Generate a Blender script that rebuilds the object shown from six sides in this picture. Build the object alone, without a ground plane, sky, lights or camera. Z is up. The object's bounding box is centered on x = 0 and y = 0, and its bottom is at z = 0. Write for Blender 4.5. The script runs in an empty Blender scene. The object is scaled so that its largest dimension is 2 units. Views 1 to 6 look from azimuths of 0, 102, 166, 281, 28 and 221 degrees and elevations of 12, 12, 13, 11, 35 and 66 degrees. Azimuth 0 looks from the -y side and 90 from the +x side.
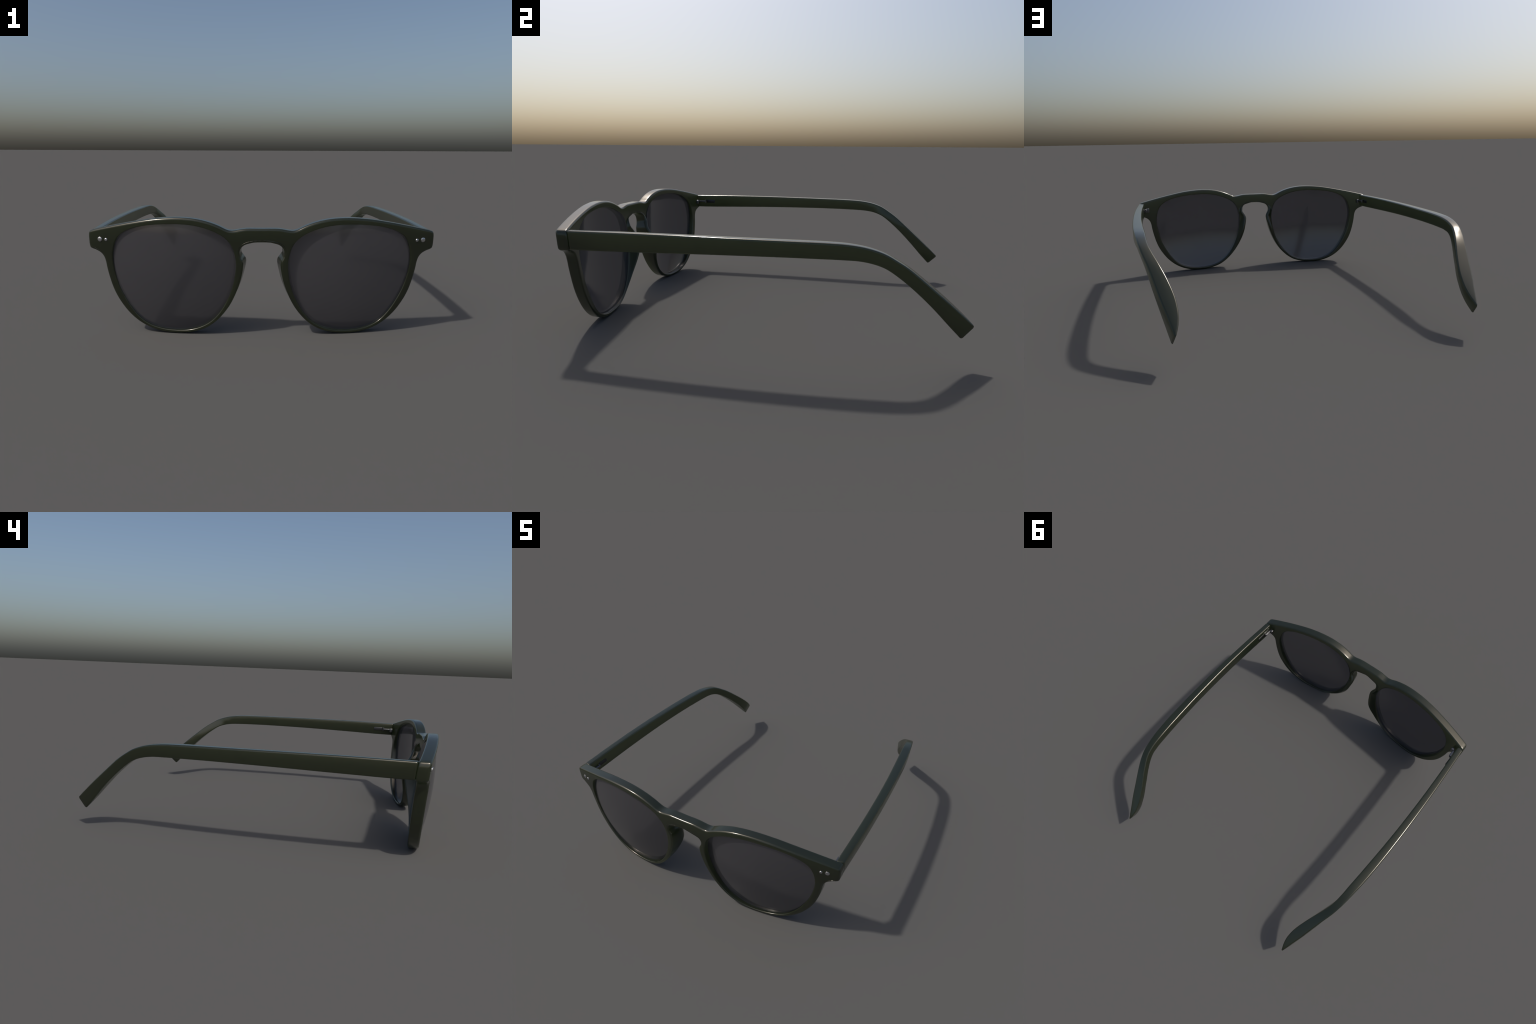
"""Sunglasses with a dark olive acetate frame, keyhole bridge, grey lenses and open temple arms."""
import bpy, math
import numpy as np
from mathutils import Vector

# ------------------------------------------------------------------ materials
def new_material(name):
    m = bpy.data.materials.new(name)
    m.use_nodes = True
    nt = m.node_tree
    return m, nt, nt.nodes["Principled BSDF"]

def acetate_material():
    m, nt, b = new_material("olive_acetate")
    tc = nt.nodes.new("ShaderNodeTexCoord")
    mp = nt.nodes.new("ShaderNodeMapping")
    mp.inputs["Scale"].default_value = (3.0, 1.2, 5.0)
    no = nt.nodes.new("ShaderNodeTexNoise")
    no.inputs["Scale"].default_value = 2.2
    no.inputs["Detail"].default_value = 3.0
    cr = nt.nodes.new("ShaderNodeValToRGB")
    cr.color_ramp.elements[0].position = 0.3
    cr.color_ramp.elements[0].color = (0.0096, 0.0121, 0.0066, 1)
    cr.color_ramp.elements[1].position = 0.7
    cr.color_ramp.elements[1].color = (0.0104, 0.0130, 0.0072, 1)
    nt.links.new(tc.outputs["Object"], mp.inputs["Vector"])
    nt.links.new(mp.outputs["Vector"], no.inputs["Vector"])
    nt.links.new(no.outputs["Fac"], cr.inputs["Fac"])
    nt.links.new(cr.outputs["Color"], b.inputs["Base Color"])
    b.inputs["Roughness"].default_value = 0.2
    b.inputs["IOR"].default_value = 1.64
    b.inputs["Specular Tint"].default_value = (1.0, 0.95, 0.86, 1)  # highlights tinted warm to give the bronze sheen of sunlit edges
    # acetate lets a little light through: a faint olive glow in thin and shaded places
    tr = nt.nodes.new("ShaderNodeBsdfTranslucent")
    tr.inputs["Color"].default_value = (0.097, 0.114, 0.077, 1)
    ad = nt.nodes.new("ShaderNodeAddShader")
    nt.links.new(b.outputs["BSDF"], ad.inputs[0])
    nt.links.new(tr.outputs["BSDF"], ad.inputs[1])
    nt.links.new(ad.outputs["Shader"], nt.nodes["Material Output"].inputs["Surface"])
    return m

def lens_material():
    m, nt, b = new_material("grey_lens_glass")
    b.inputs["Base Color"].default_value = (0.172, 0.168, 0.184, 1)
    b.inputs["Roughness"].default_value = 0.09
    b.inputs["IOR"].default_value = 1.6
    b.inputs["Transmission Weight"].default_value = 0.80
    return m

def metal_material(name, low, high, rough):
    m, nt, b = new_material(name)
    tc = nt.nodes.new("ShaderNodeTexCoord")
    no = nt.nodes.new("ShaderNodeTexNoise")
    no.inputs["Scale"].default_value = 60.0
    cr = nt.nodes.new("ShaderNodeValToRGB")
    cr.color_ramp.elements[0].color = (low, low, low * 1.02, 1)
    cr.color_ramp.elements[1].color = (high, high, high * 1.02, 1)
    nt.links.new(tc.outputs["Object"], no.inputs["Vector"])
    nt.links.new(no.outputs["Fac"], cr.inputs["Fac"])
    nt.links.new(cr.outputs["Color"], b.inputs["Base Color"])
    b.inputs["Metallic"].default_value = 1.0
    b.inputs["Roughness"].default_value = rough
    return m

ACETATE, GLASS = acetate_material(), lens_material()
STEEL = metal_material("polished_steel", 0.55, 0.62, 0.3)
DARK_STEEL = metal_material("dull_hinge_steel", 0.16, 0.22, 0.35)
SUNK_STEEL = metal_material("sunk_hinge_steel", 0.07, 0.11, 0.4)

# ------------------------------------------------------------------ helpers
def spline(ctrl, per=14, closed=False):
    """Centripetal Catmull-Rom through control rows; columns 0,1 carry the distance."""
    P = np.array(ctrl, float)
    if closed:
        P = np.vstack([P[-1], P, P[0], P[1]])
    else:
        P = np.vstack([2 * P[0] - P[1], P, 2 * P[-1] - P[-2]])
    out = []
    for k in range(1, len(P) - 2):
        p0, p1, p2, p3 = P[k - 1:k + 3]
        d = [max(np.linalg.norm((b - a)[:2]), 1e-6) ** 0.5 for a, b in ((p0, p1), (p1, p2), (p2, p3))]
        t0, t1, t2, t3 = 0, d[0], d[0] + d[1], sum(d)
        for t in np.linspace(t1, t2, per, endpoint=False):
            a1 = (t1 - t) / (t1 - t0) * p0 + (t - t0) / (t1 - t0) * p1
            a2 = (t2 - t) / (t2 - t1) * p1 + (t - t1) / (t2 - t1) * p2
            a3 = (t3 - t) / (t3 - t2) * p2 + (t - t2) / (t3 - t2) * p3
            b1 = (t2 - t) / (t2 - t0) * a1 + (t - t0) / (t2 - t0) * a2
            b2 = (t3 - t) / (t3 - t1) * a2 + (t - t1) / (t3 - t1) * a3
            out.append((t2 - t) / (t2 - t1) * b1 + (t - t1) / (t2 - t1) * b2)
    if not closed:
        out.append(P[-2])
    return np.array(out)

def resample(pts, n, closed=False):
    q = np.vstack([pts, pts[:1]]) if closed else pts
    s = np.concatenate([[0], np.cumsum(np.linalg.norm(np.diff(q[:, :2], axis=0), axis=1))])
    t = np.linspace(0, s[-1], n + 1)[:-1] if closed else np.linspace(0, s[-1], n)
    return np.stack([np.interp(t, s, q[:, c]) for c in range(q.shape[1])], 1)

def smooth_track(ys, vals, y):
    """Smooth (monotone-ish cubic) interpolation of a track of values over y."""
    ys, vals = np.array(ys, float), np.array(vals, float)
    m = np.gradient(vals, ys)
    y = np.clip(y, ys[0], ys[-1])
    k = np.clip(np.searchsorted(ys, y) - 1, 0, len(ys) - 2)
    h = ys[k + 1] - ys[k]
    t = (y - ys[k]) / h
    return ((2*t**3 - 3*t**2 + 1) * vals[k] + (t**3 - 2*t**2 + t) * h * m[k]
            + (-2*t**3 + 3*t**2) * vals[k + 1] + (t**3 - t**2) * h * m[k + 1])

ROOT = bpy.data.objects.new("sunglasses", None)
ROOT["label"] = "dark olive acetate sunglasses with round grey lenses, keyhole bridge"
ROOT["category"] = "sunglasses"
bpy.context.collection.objects.link(ROOT)

def add_object(name, verts, faces, material, parent=ROOT, normals=None, angle=None):
    me = bpy.data.meshes.new(name)
    me.from_pydata([tuple(v) for v in verts], [], [tuple(int(i) for i in f) for f in faces])
    me.materials.append(material)
    me.polygons.foreach_set("use_smooth", [True] * len(me.polygons))
    if angle is not None:
        me.set_sharp_from_angle(angle=angle)
    me.update()
    if normals is not None:
        me.normals_split_custom_set_from_vertices([tuple(n) for n in normals])
    ob = bpy.data.objects.new(name, me)
    bpy.context.collection.objects.link(ob)
    ob.parent = parent
    return ob

def mirror(verts, faces):
    v = np.array(verts, float).copy()
    v[:, 0] *= -1
    return v, [tuple(reversed(f)) for f in faces]

# ------------------------------------------------------------------ the frame front
def front_y(x, z):
    """The wrapped, slightly tilted front surface of the frame."""
    return -1.0 + 0.138 * x * x - 0.072 * (z - 0.575)

THICK = 0.061
R_FRONT, R_BACK_RIM, R_HOLE = 0.012, 0.010, 0.005

# outline of the right half, front edge: x, z, then how the back edge differs: dx, dz,
# and how far the nose pad stands out behind the back surface
OUTLINE = [
    (0, .5755, 0, 0, 0), (.05, .5758, 0, 0, 0), (.085, .575, 0, 0, 0), (.115, .5705, 0, 0, 0), (.14, .566, 0, 0, 0),
    (.16, .565, 0, 0, 0), (.180, .570, 0, 0, 0), (.216, .588, 0, 0, 0), (.266, .6065, 0, 0, 0), (.314, .6187, 0, 0, 0),
    (.362, .6257, 0, 0, 0), (.43, .6285, 0, 0, 0), (.485, .6262, 0, 0, 0), (.56, .619, 0, 0, 0), (.637, .6062, 0, 0, 0),
    (.715, .5912, 0, 0, 0), (.795, .5742, 0, 0, 0), (.861, .559, 0, 0, 0), (.890, .5515, 0, 0, 0), (.9035, .545, 0, 0, 0),
    (.909, .531, 0, 0, 0), (.9105, .496, 0, 0, 0), (.909, .468, 0, 0, 0), (.905, .457, 0, 0, 0), (.895, .451, 0, 0, 0),
    (.872, .443, 0, 0, 0), (.848, .429, 0, 0, 0), (.834, .411, 0, 0, 0), (.826, .386, 0, 0, 0), (.820, .342, 0, 0, 0),
    (.811, .300, 0, 0, 0), (.797, .247, 0, 0, 0), (.777, .197, 0, 0, 0), (.753, .156, 0, 0, 0), (.724, .115, 0, 0, 0),
    (.688, .078, 0, 0, 0), (.652, .050, 0, 0, 0), (.610, .0275, 0, 0, 0), (.568, .012, 0, 0, 0), (.526, .0035, 0, 0, 0),
    (.484, .0, 0, 0, 0), (.44, .0, 0, 0, 0), (.39, .0045, 0, 0, .001), (.331, .0175, 0, 0, .003), (.289, .036, 0, 0, .004),
    (.254, .060, 0, 0, .006), (.224, .088, -.001, 0, .010), (.194, .124, -.003, 0, .017), (.164, .168, -.004, 0, .028),
    (.138, .222, -.007, 0, .045), (.122, .262, -.008, 0, .057), (.110, .300, -.009, 0, .063), (.101, .340, -.010, 0, .058),
    (.0965, .370, -.0125, 0, .048), (.0960, .390, -.015, 0, .041), (.0985, .405, -.0165, 0, .035), (.105, .418, -.017, .001, .029),
    (.111, .432, -.0125, .002, .023), (.1135, .446, -.008, .001, .018), (.1125, .461, -.007, 0, .013), (.104, .477, -.003, .001, .006),
    (.091, .488, -.001, .003, .002), (.071, .497, 0, .004, 0), (.05, .502, 0, .006, 0), (.025, .504, 0, .006, 0), (0, .5045, 0, .006, 0)]
HOLE = [
    (.447, .595), (.388, .593), (.339, .587), (.291, .576), (.243, .558), (.205, .538), (.173, .512), (.154, .483),
    (.142, .449), (.1345, .411), (.1335, .376), (.138, .332), (.147, .285), (.159, .243), (.177, .199), (.201, .155),
    (.227, .116), (.259, .081), (.295, .054), (.336, .035), (.379, .0225), (.43, .0175), (.482, .0175), (.535, .024), (.582, .037),
    (.629, .061), (.665, .095), (.700, .141), (.729, .192), (.756, .250), (.772, .303), (.782, .350), (.786, .387),
    (.785, .424), (.778, .461), (.768, .492), (.754, .517), (.733, .537), (.702, .555), (.659, .571), (.597, .584), (.524, .592)]
HOLE_C = np.array([.46, .31])

N, M, K = 520, 10, 7
ctrl = np.array(OUTLINE)
outer = resample(spline(ctrl), N)
outer[0, 0] = outer[-1, 0] = 0.0
_near = lambda x, z: int(np.argmin((outer[:, 0] - x) ** 2 + (outer[:, 1] - z) ** 2))
def ease(i0, i1, times):
    """Even out a stretch of the outline between two indices."""
    for _ in range(times):
        outer[i0 + 1:i1 - 1, :2] = (outer[i0:i1 - 2, :2] + 2 * outer[i0 + 1:i1 - 1, :2] + outer[i0 + 2:i1, :2]) / 4
ease(_near(.823, .36), _near(.118, .27), 40)
ease(_near(.19, .576), _near(.86, .559), 25)
arc_of = lambda x, z: int(np.argmin((outer[:, 0] - x) ** 2 + (outer[:, 1] - z) ** 2))
tan = np.gradient(outer[:, :2], axis=0)
tan /= np.linalg.norm(tan, axis=1)[:, None]
nrm = np.stack([tan[:, 1], -tan[:, 0]], 1)           # into the material (outline runs clockwise)
nrm[0], nrm[-1] = (0, -1), (0, 1)
for _ in range(3):
    nrm[1:-1] = (nrm[:-2] + 2 * nrm[1:-1] + nrm[2:]) / 4
nrm /= np.linalg.norm(nrm, axis=1)[:, None]

hole_ring = resample(spline(HOLE, closed=True), 240, closed=True)
for _ in range(10):
    hole_ring = (np.roll(hole_ring, 1, 0) + 2 * hole_ring + np.roll(hole_ring, -1, 0)) / 4
hole_dense = resample(hole_ring, 2000, closed=True)
h_ang = np.unwrap(np.arctan2(hole_dense[:, 1] - HOLE_C[1], hole_dense[:, 0] - HOLE_C[0]))   # counter-clockwise
hn = np.roll(hole_dense, -1, 0) - np.roll(hole_dense, 1, 0)
hn /= np.linalg.norm(hn, axis=1)[:, None]
hole_out = np.stack([hn[:, 1], -hn[:, 0]], 1)        # away from the hole centre, into the rim
if np.mean(np.sum(hole_out * (hole_dense - HOLE_C), 1)) < 0:
    hole_out *= -1

def hole_at(angle):
    base = h_ang[0]
    a = (angle - base) % (2 * math.pi) + base
    o = np.argsort(h_ang)
    per = dict(period=2 * math.pi)
    return (np.array([np.interp(a, h_ang[o], hole_dense[o, c], **per) for c in (0, 1)]),
            np.array([np.interp(a, h_ang[o], hole_out[o, c], **per) for c in (0, 1)]))

# which direction round the lens hole belongs to which outline point: the plain polar angle,
# eased around the bridge and the nose notch
ang = np.degrees(np.arctan2(outer[:, 1] - HOLE_C[1], outer[:, 0] - HOLE_C[0]))
ang = np.where(ang < -170, ang + 360, ang)
anchors = [(0, 145.0), (arc_of(.09, .575), 141.5), (arc_of(.165, .565), 137.0), (arc_of(.266, .605), 122.0), (arc_of(.362, .624), 106.5),
           (arc_of(.43, .627), 95), (arc_of(.56, .617), 72), (arc_of(.715, .589), 48),
           (arc_of(.861, .557), 34), (arc_of(.9105, .50), 22), (arc_of(.872, .443), 15), (arc_of(.834, .411), 11)]
for x, z in ((.820, .342), (.797, .247), (.753, .156), (.688, .078), (.610, .0275), (.526, .0035), (.44, 0), (.331, .0175),
             (.254, .06), (.194, .124), (.138, .222), (.110, .30), (.0965, .37)):
    k = arc_of(x, z)
    a = ang[k]
    anchors.append((k, a - 360 if a > 100 else a))
anchors += [(arc_of(.105, .418), 164 - 360), (arc_of(.1125, .461), 159.5 - 360), (arc_of(.091, .488), 156 - 360), (N - 1, 151.5 - 360)]
ai, av = np.array([a[0] for a in anchors], float), np.array([a[1] for a in anchors])
theta = smooth_track(ai, av, np.arange(N, dtype=float))
theta_mid = np.linspace(151.5 - 360, 145.0 - 360, M + 2)[1:-1]

def back_y(x, z, extra):
    return front_y(x, z) + THICK + extra

arc = np.linspace(0, math.pi / 2, 6)
fr_t = np.linspace(0, 1, K + 1)

def ring_section(o_front, o_back, n, extra, th, at_seam):
    """Vertices of one cross-section, from the outer edge of the front face, across the face,
    through the lens hole, over the back face and (away from the bridge seam) round the outside."""
    h, hd = hole_at(math.radians(th))
    rows = []
    R_BACK = R_BACK_RIM + 0.20 * extra                   # the pads are rounder behind
    p_f = o_front + (0 if at_seam else R_FRONT) * n
    p_b = o_back + (0 if at_seam else R_BACK) * n
    h_f = h + hd * R_HOLE
    for t in fr_t:                                       # front face
        q = p_f * (1 - t) + h_f * t
        rows.append((q[0], front_y(*q), q[1]))
    for a in arc[1:]:                                    # front lip of the lens hole
        q = h + hd * R_HOLE * (1 - math.sin(a))
        rows.append((q[0], front_y(*q) + R_HOLE * (1 - math.cos(a)), q[1]))
    for t in (0.33, 0.66):                               # wall of the hole
        rows.append((h[0], front_y(*h) + R_HOLE + (THICK - 2 * R_HOLE) * t, h[1]))
    for a in arc[:]:                                     # back lip
        q = h + hd * R_HOLE * (1 - math.cos(a))
        rows.append((q[0], back_y(*q, 0) - R_HOLE * (1 - math.sin(a)), q[1]))
    for t in fr_t[::-1][1:]:                             # back face, rising into the nose pad
        q = p_b * (1 - t) + h_f * t
        w = (1 - t) ** 1.3
        rows.append((q[0], back_y(*q, extra * w), q[1]))
    n_face = len(rows)
    if not at_seam:
        for a in arc[1:]:                                # back outer edge
            q = o_back + n * R_BACK * (1 - math.sin(a))
            rows.append((q[0], back_y(*q, extra) - R_BACK * (1 - math.cos(a)), q[1]))
        for t in (0.25, 0.5, 0.75):                      # side
            q = o_back * (1 - t) + o_front * t
            y0 = back_y(*o_back, extra) - R_BACK
            y1 = front_y(*o_front) + R_FRONT
            rows.append((q[0], y0 * (1 - t) + y1 * t, q[1]))
        for a in arc[:-1]:                               # front outer edge
            q = o_front + n * R_FRONT * (1 - math.cos(a))
            rows.append((q[0], front_y(*q) + R_FRONT * (1 - math.sin(a)), q[1]))
    return rows, n_face

verts, index = [], []
extra_track = outer[:, 4].copy()
for _ in range(8):
    extra_track[1:-1] = (extra_track[:-2] + 2 * extra_track[1:-1] + extra_track[2:]) / 4
n_face = 0
for i in range(N):
    of = outer[i, :2]
    rows, n_face = ring_section(of, of + outer[i, 2:4], nrm[i], extra_track[i], theta[i], False)
    index.append(list(range(len(verts), len(verts) + len(rows))))
    verts += rows
zf = np.linspace(outer[-1, 1] + R_FRONT, outer[0, 1] - R_FRONT, M + 2)[1:-1]
zb = np.linspace(outer[-1, 1] + outer[-1, 3] + R_BACK_RIM, outer[0, 1] - R_BACK_RIM, M + 2)[1:-1]
for k in range(M):
    rows, _ = ring_section(np.array([0, zf[k]]), np.array([0, zb[k]]), np.zeros(2), 0, theta_mid[k], True)
    index.append(list(range(len(verts), len(verts) + len(rows))))
    verts += rows
verts = np.array(verts)
L = N + M
faces, owner = [], []

# which stretch of the outline belongs to which named part
i_bridge = arc_of(.150, .5655)
i_end_a, i_end_b = arc_of(.80, .571), arc_of(.834, .411)
i_pad_a, i_pad_b = arc_of(.172, .155), arc_of(.111, .432)
def region(i):
    if i < i_bridge or i >= i_pad_b:
        return "bridge"
    if i_end_a <= i < i_end_b:
        return "end_piece"
    if i_pad_a <= i < i_pad_b:
        return "nose_pad"
    return "rim"

first_back = K + 1 + 5 + 2 + 6 - 1                        # last row of the hole's back lip
for i in range(L):
    a, b = index[i], index[(i + 1) % L]
    full = len(a) > n_face and len(b) > n_face and i < N - 1
    n_rows = len(a) if full else n_face - 1
    for j in range(n_rows):
        j2 = (j + 1) % len(a) if full else j + 1
        reg = region(i)
        # the strip round the lens always belongs to the rim
        in_rim = 4 <= j < n_face - 5
        if in_rim:
            reg = "rim"
        faces.append((a[j], a[j2], b[j2], b[j]))
        owner.append(reg)

# right and left half as one surface to get shared normals
nv = len(verts)
mv, mf = mirror(verts, faces)
all_v = np.vstack([verts, mv])
all_f = faces + [tuple(v + nv for v in f) for f in mf]
weld = {}
remap = np.arange(len(all_v))
for k, v in enumerate(all_v):
    if abs(v[0]) < 1e-6:
        key = (round(v[1], 6), round(v[2], 6))
        remap[k] = weld.setdefault(key, k)
all_f = [tuple(remap[v] for v in f) for f in all_f]

def vertex_normals(V, Fs):
    nn = np.zeros_like(V)
    Fa = np.array(Fs)
    d = np.cross(V[Fa[:, 2]] - V[Fa[:, 0]], V[Fa[:, 3]] - V[Fa[:, 1]])
    for c in range(4):
        np.add.at(nn, Fa[:, c], d)
    ln = np.linalg.norm(nn, axis=1)
    ln[ln == 0] = 1
    return nn / ln[:, None]

# orientation: the front face must look towards -y
t0 = all_f[0]
if np.cross(all_v[t0[2]] - all_v[t0[0]], all_v[t0[3]] - all_v[t0[1]])[1] > 0:
    all_f = [tuple(reversed(f)) for f in all_f]
VN = vertex_normals(all_v, all_f)
owners = [(r, +1) for r in owner] + [(r, -1) for r in owner]

def extract(select):
    fs = [f for f, o in zip(all_f, owners) if select(o)]
    used = sorted({v for f in fs for v in f})
    new = {v: k for k, v in enumerate(used)}
    return all_v[used], [tuple(new[v] for v in f) for f in fs], VN[used]

END = {}
v, f, n = extract(lambda o: o[0] == "bridge")
add_object("bridge", v, f, ACETATE, normals=n)
for side in (1, -1):
    for part in ("rim", "end_piece", "nose_pad"):
        v, f, n = extract(lambda o: o == (part, side))
        ob = add_object(part, v, f, ACETATE, normals=n)
        if part == "end_piece":
            END[side] = ob

# ------------------------------------------------------------------ lenses
def lens_mesh():
    ring = resample(hole_ring, 160, closed=True)
    d = ring - HOLE_C
    ring = HOLE_C + d * (1 + 0.004 / np.linalg.norm(d, axis=1))[:, None]
    steps = np.linspace(0, 1, 15)[1:]
    V, Fs = [], []
    def surf(q, back):
        r2 = ((q[0] - HOLE_C[0]) / .33) ** 2 + ((q[1] - HOLE_C[1]) / .30) ** 2
        u, v = (q[0] - HOLE_C[0]) / .33, (q[1] - HOLE_C[1]) / .30
        y = front_y(*q) + 0.019 - (0.016 if u < 0 else 0.009) * u - 0.003 * v - 0.003 * v * v - 0.035 * (1 - r2)
        return y + (0.027 if back else 0)
    for back in (0, 1):
        V.append((HOLE_C[0], surf(HOLE_C, back), HOLE_C[1]))
        for s in steps:
            for p in ring:
                q = HOLE_C + (p - HOLE_C) * s
                V.append((q[0], surf(q, back), q[1]))
    n = len(ring)
    half = 1 + len(steps) * n
    for back in (0, 1):
        o = back * half
        for k in range(n):
            t = (o, o + 1 + k, o + 1 + (k + 1) % n)
            Fs.append(t if back else t[::-1])
            for s in range(len(steps) - 1):
                a, b = o + 1 + s * n + k, o + 1 + s * n + (k + 1) % n
                qd = (a, a + n, b + n, b)
                Fs.append(qd if back else qd[::-1])
    s = len(steps) - 1
    for k in range(n):
        a, b = 1 + s * n + k, 1 + s * n + (k + 1) % n
        Fs.append((a, b, b + half, a + half))
    return np.array(V), Fs

def check_out(V, Fs):
    """Turn all faces outwards (signed volume positive)."""
    vol = 0
    for f in Fs:
        for k in range(1, len(f) - 1):
            vol += np.dot(V[f[0]], np.cross(V[f[k]], V[f[k + 1]]))
    return Fs if vol > 0 else [tuple(reversed(f)) for f in Fs]

lv, lf = lens_mesh()
lf = check_out(lv, lf)
add_object("lens", lv, lf, GLASS, angle=math.radians(40))
add_object("lens", *mirror(lv, lf), GLASS, angle=math.radians(40))

# ------------------------------------------------------------------ temple arms
# stations: top edge y, z / bottom edge y, z
STATIONS = [
    (-.8095, .5475, -.8095, .458), (-.7, .549, -.7, .459), (-.55, .5505, -.55, .4625), (-.4, .551, -.4, .466), (-.2, .5505, -.2, .4705),
    (0, .549, 0, .4735), (.2, .547, .2, .475), (.36, .5445, .35, .474), (.455, .5392, .435, .4722), (.535, .526, .50, .4685),
    (.605, .5025, .557, .458), (.66, .4705, .609, .4385), (.71, .4365, .660, .404), (.785, .3735, .735, .341),
    (.87, .299, .818, .2595), (.938, .2375, .887, .1835), (.975, .203, .922, .1455), (1.004, .174, .9495, .1165)]
# plan of the arm: top-edge y, outer x, inner x
PLAN = [(-.815, .907, .865), (-.6, .9155, .8715), (-.4, .921, .8745), (-.19, .923, .8735), (0, .9215, .869), (.173, .917, .861),
        (.373, .906, .849), (.452, .8985, .8435), (.531, .889, .8385), (.605, .8765, .827), (.66, .862, .807), (.71, .844, .7845),
        (.785, .818, .749), (.88, .7865, .7175), (.938, .764, .714), (.975, .751, .722), (1.004, .740, .7335)]
st = np.array(STATIONS)
mid = np.stack([(st[:, 0] + st[:, 2]) / 2, (st[:, 1] + st[:, 3]) / 2, st[:, 0], st[:, 1], st[:, 2], st[:, 3]], 1)
dense = resample(spline(mid, per=10), 260)
pl = np.array(PLAN)

def arm_mesh():
    V, Fs = [], []
    s = np.concatenate([[0], np.cumsum(np.linalg.norm(np.diff(dense[:, :2], axis=0), axis=1))])
    total = s[-1]
    tip_r = 0.011
    stations = list(np.linspace(0, total - tip_r, 240)) + [total - tip_r * (1 - math.sin(a)) for a in np.linspace(0, math.pi / 2, 8)[1:]]
    stations[0] = 0.0
    stations.insert(1, 0.003)
    m = 6
    for si in stations:
        row = [np.interp(si, s, dense[:, c]) for c in range(6)]
        ty, tz, by, bz = row[2:]
        xo, xi = float(smooth_track(pl[:, 0], pl[:, 1], np.array(ty))), float(smooth_track(pl[:, 0], pl[:, 2], np.array(ty)))
        hvec = np.array([ty - by, tz - bz])
        hgt = np.linalg.norm(hvec)
        up = hvec / hgt
        inset = 0.0
        over = si - (total - tip_r)
        if over > 0:
            inset = tip_r * (1 - math.sqrt(max(0, 1 - (over / tip_r) ** 2)))
        if si == 0.0:
            inset = 0.0025
        shift = 0.0155 * np.clip((ty - .55) / .25, 0, 1)          # the drop leans outwards below
        w = max(xo - xi, 0.006)
        inx = min(inset, w * 0.35)
        w2, h2 = w - 2 * inx, hgt - 2 * inset
        r = min(0.0085, w2 * 0.45)
        c0 = ((xo + xi) / 2)
        ring = []
        for cx, cz, a0 in ((1, 1, 0), (-1, 1, 90), (-1, -1, 180), (1, -1, 270)):
            for a in np.linspace(a0, a0 + 90, m):
                px = cx * (w2 / 2 - r) + r * math.cos(math.radians(a))
                pz = cz * (h2 / 2 - r) + r * math.sin(math.radians(a))
                ring.append((px, pz))
        cy, cz_ = (ty + by) / 2, (tz + bz) / 2
        for px, pz in ring:
            k = 0.5 - pz / hgt                                # 0 at the top, 1 at the bottom
            x = c0 + px + shift * k
            y, z = cy + up[0] * pz, cz_ + up[1] * pz
            if si < 0.05:                                     # follow the curved back of the frame
                y += (1 - si / 0.05) * (front_y(x, z) + THICK + 0.0015 + .8095)
            V.append((x, y, z))
    n = 4 * m
    ns = len(stations)
    for i in range(ns - 1):
        for k in range(n):
            a, b = i * n + k, i * n + (k + 1) % n
            Fs.append((a, b, b + n, a + n))
    Fs.append(tuple(range(n))[::-1])
    Fs.append(tuple(range((ns - 1) * n, ns * n)))
    V = np.array(V)
    return V, check_out(V, Fs)

av_, af_ = arm_mesh()
ARM = {1: add_object("temple_arm", av_, af_, ACETATE, angle=math.radians(50)),
       -1: add_object("temple_arm", *mirror(av_, af_), ACETATE, angle=math.radians(50))}

# ------------------------------------------------------------------ metal fittings
def rounded_box(cx, cy, cz, sx, sy, sz, r, m=4):
    """Box with all edges rounded (superposed sphere octants)."""
    V, Fs = [], []
    lat = np.concatenate([np.linspace(-90, 0, m), np.linspace(0, 90, m)])
    top = [-1] * m + [1] * m
    for la, tz in zip(lat, top):
        for qx, qy, a0 in ((1, 1, 0), (-1, 1, 90), (-1, -1, 180), (1, -1, 270)):
            for a in np.linspace(a0, a0 + 90, m):
                ca = math.cos(math.radians(la))
                V.append((cx + qx * (sx / 2 - r) + r * ca * math.cos(math.radians(a)),
                          cy + qy * (sy / 2 - r) + r * ca * math.sin(math.radians(a)),
                          cz + tz * (sz / 2 - r) + r * math.sin(math.radians(la))))
    n, rows = 4 * m, 2 * m
    for i in range(rows - 1):
        for k in range(n):
            a, b = i * n + k, i * n + (k + 1) % n
            Fs.append((a, b, b + n, a + n))
    Fs.append(tuple(range(n))[::-1])
    Fs.append(tuple(range((rows - 1) * n, rows * n)))
    V = np.array(V)
    return V, check_out(V, Fs)

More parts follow.
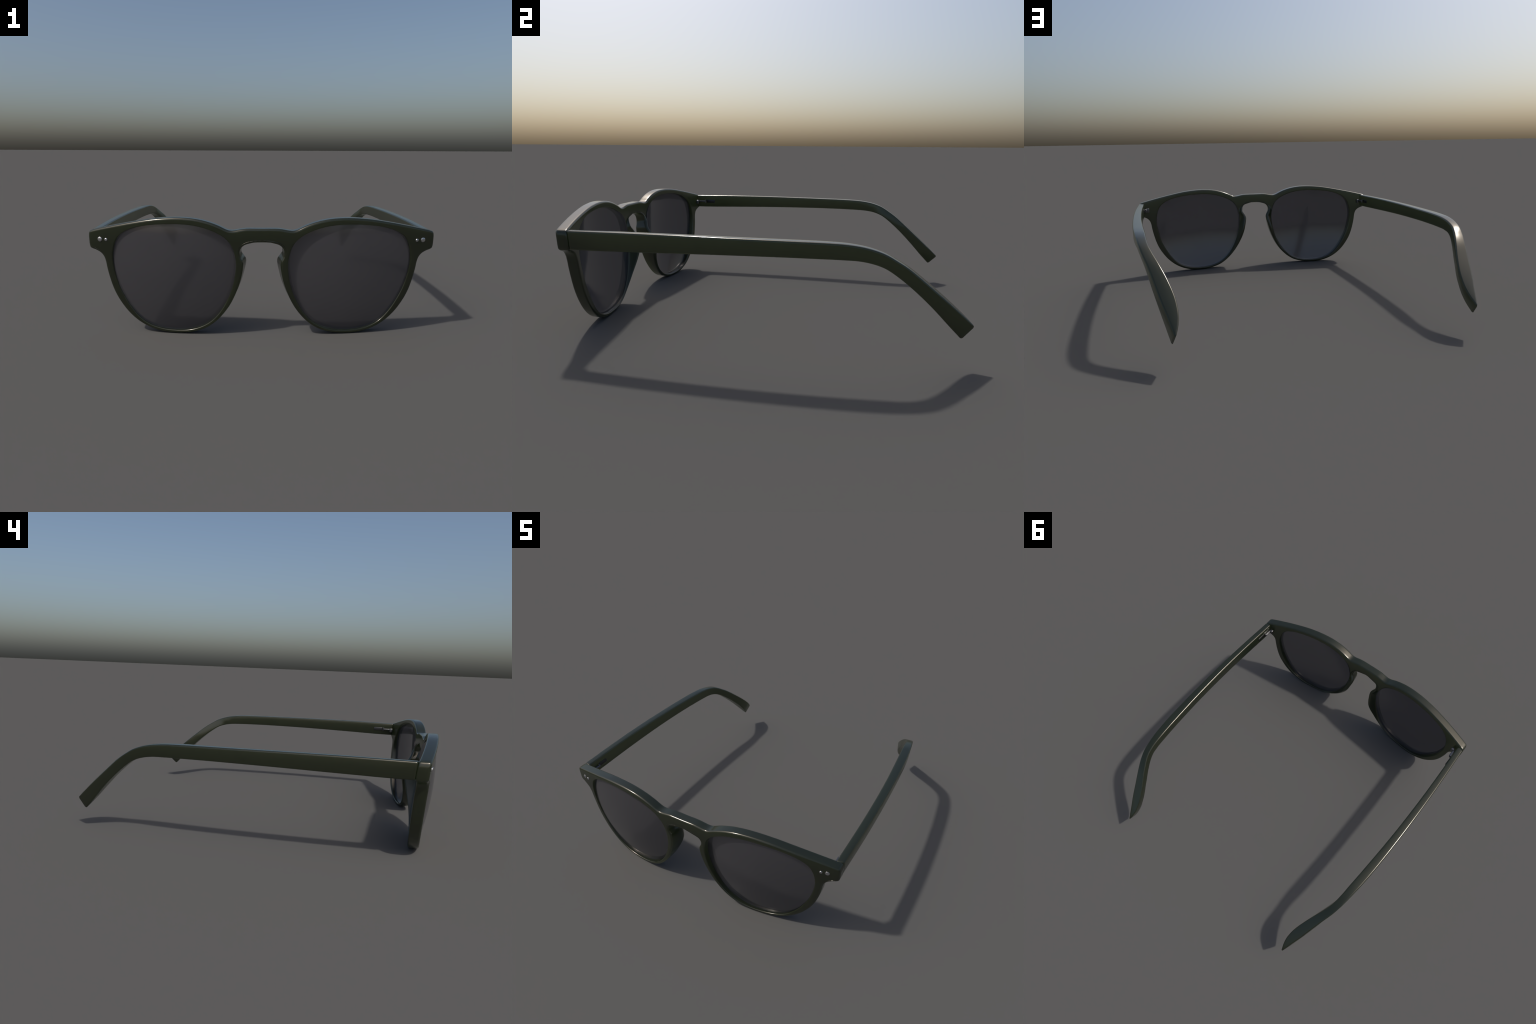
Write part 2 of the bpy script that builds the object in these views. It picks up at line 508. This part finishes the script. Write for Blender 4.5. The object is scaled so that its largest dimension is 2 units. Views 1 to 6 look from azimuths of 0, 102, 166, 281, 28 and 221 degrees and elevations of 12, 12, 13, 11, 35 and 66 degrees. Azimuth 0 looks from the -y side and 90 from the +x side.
def dome(radius, height, seg=32, rings=6):
    """Domed rivet head looking along -y, with a short shank sunk into the frame."""
    V, Fs = [(0, -height, 0)], []
    prof = [(radius * math.sin(a), -height * (1 - (1 - math.cos(a)) ** 1.5)) for a in np.linspace(0, math.pi / 2, rings)[1:]]
    prof.append((radius, 0.006))
    for rr, yy in prof:
        for k in range(seg):
            t = 2 * math.pi * k / seg
            V.append((rr * math.cos(t), yy, rr * math.sin(t)))
    for k in range(seg):
        Fs.append((0, 1 + k, 1 + (k + 1) % seg))
        for i in range(len(prof) - 1):
            a, b = 1 + i * seg + k, 1 + i * seg + (k + 1) % seg
            Fs.append((a, a + seg, b + seg, b))
    Fs.append(tuple(range(1 + (len(prof) - 1) * seg, 1 + len(prof) * seg)))
    V = np.array(V)
    return V, check_out(V, Fs)

def rod(c, axis, radius, length, seg=24):
    c, axis = Vector(c), Vector(axis).normalized()
    u = axis.orthogonal().normalized()
    w = axis.cross(u)
    V, Fs = [], []
    b = radius * 0.25
    for off, rr in ((-length / 2, radius - b), (-length / 2 + b, radius), (length / 2 - b, radius), (length / 2, radius - b)):
        for k in range(seg):
            t = 2 * math.pi * k / seg
            V.append(tuple(c + axis * off + (u * math.cos(t) + w * math.sin(t)) * rr))
    for i in range(3):
        for k in range(seg):
            a, d = i * seg + k, i * seg + (k + 1) % seg
            Fs.append((a, d, d + seg, a + seg))
    Fs.append(tuple(range(seg))[::-1])
    Fs.append(tuple(range(3 * seg, 4 * seg)))
    V = np.array(V)
    return V, check_out(V, Fs)

def place(name, mesh, parent_by_side, material=None, angle=35):
    V, Fs = mesh
    for side in (1, -1):
        vv, ff = (V, Fs) if side == 1 else mirror(V, Fs)
        add_object(name, vv, ff, material or STEEL, parent=parent_by_side[side], angle=math.radians(angle))

for x, z, r in ((.847, .5045, .0125), (.8135, .5035, .0085)):
    V, Fs = dome(r, 0.0035)
    t = math.atan(2 * 0.138 * x)                              # lie on the wrapped front surface
    ca, sa = math.cos(t), math.sin(t)
    V = np.stack([V[:, 0] * ca - V[:, 1] * sa + x, V[:, 0] * sa + V[:, 1] * ca + front_y(x, z), V[:, 2] + z], 1)
    place("rivet", (V, Fs), END)

place("hinge_leaf", rounded_box(.8665, -.716, .503, .004, .066, .024, .0015), ARM, SUNK_STEEL)
place("hinge_knuckle", rounded_box(.857, -.785, .502, .016, .058, .011, .003), ARM, DARK_STEEL)
place("hinge_mount", rounded_box(.845, -.816, .497, .024, .022, .030, .004), END, DARK_STEEL)
place("hinge_screw", rod((.859, -.757, .502), (0, 0, 1), .006, .024), ARM, DARK_STEEL)
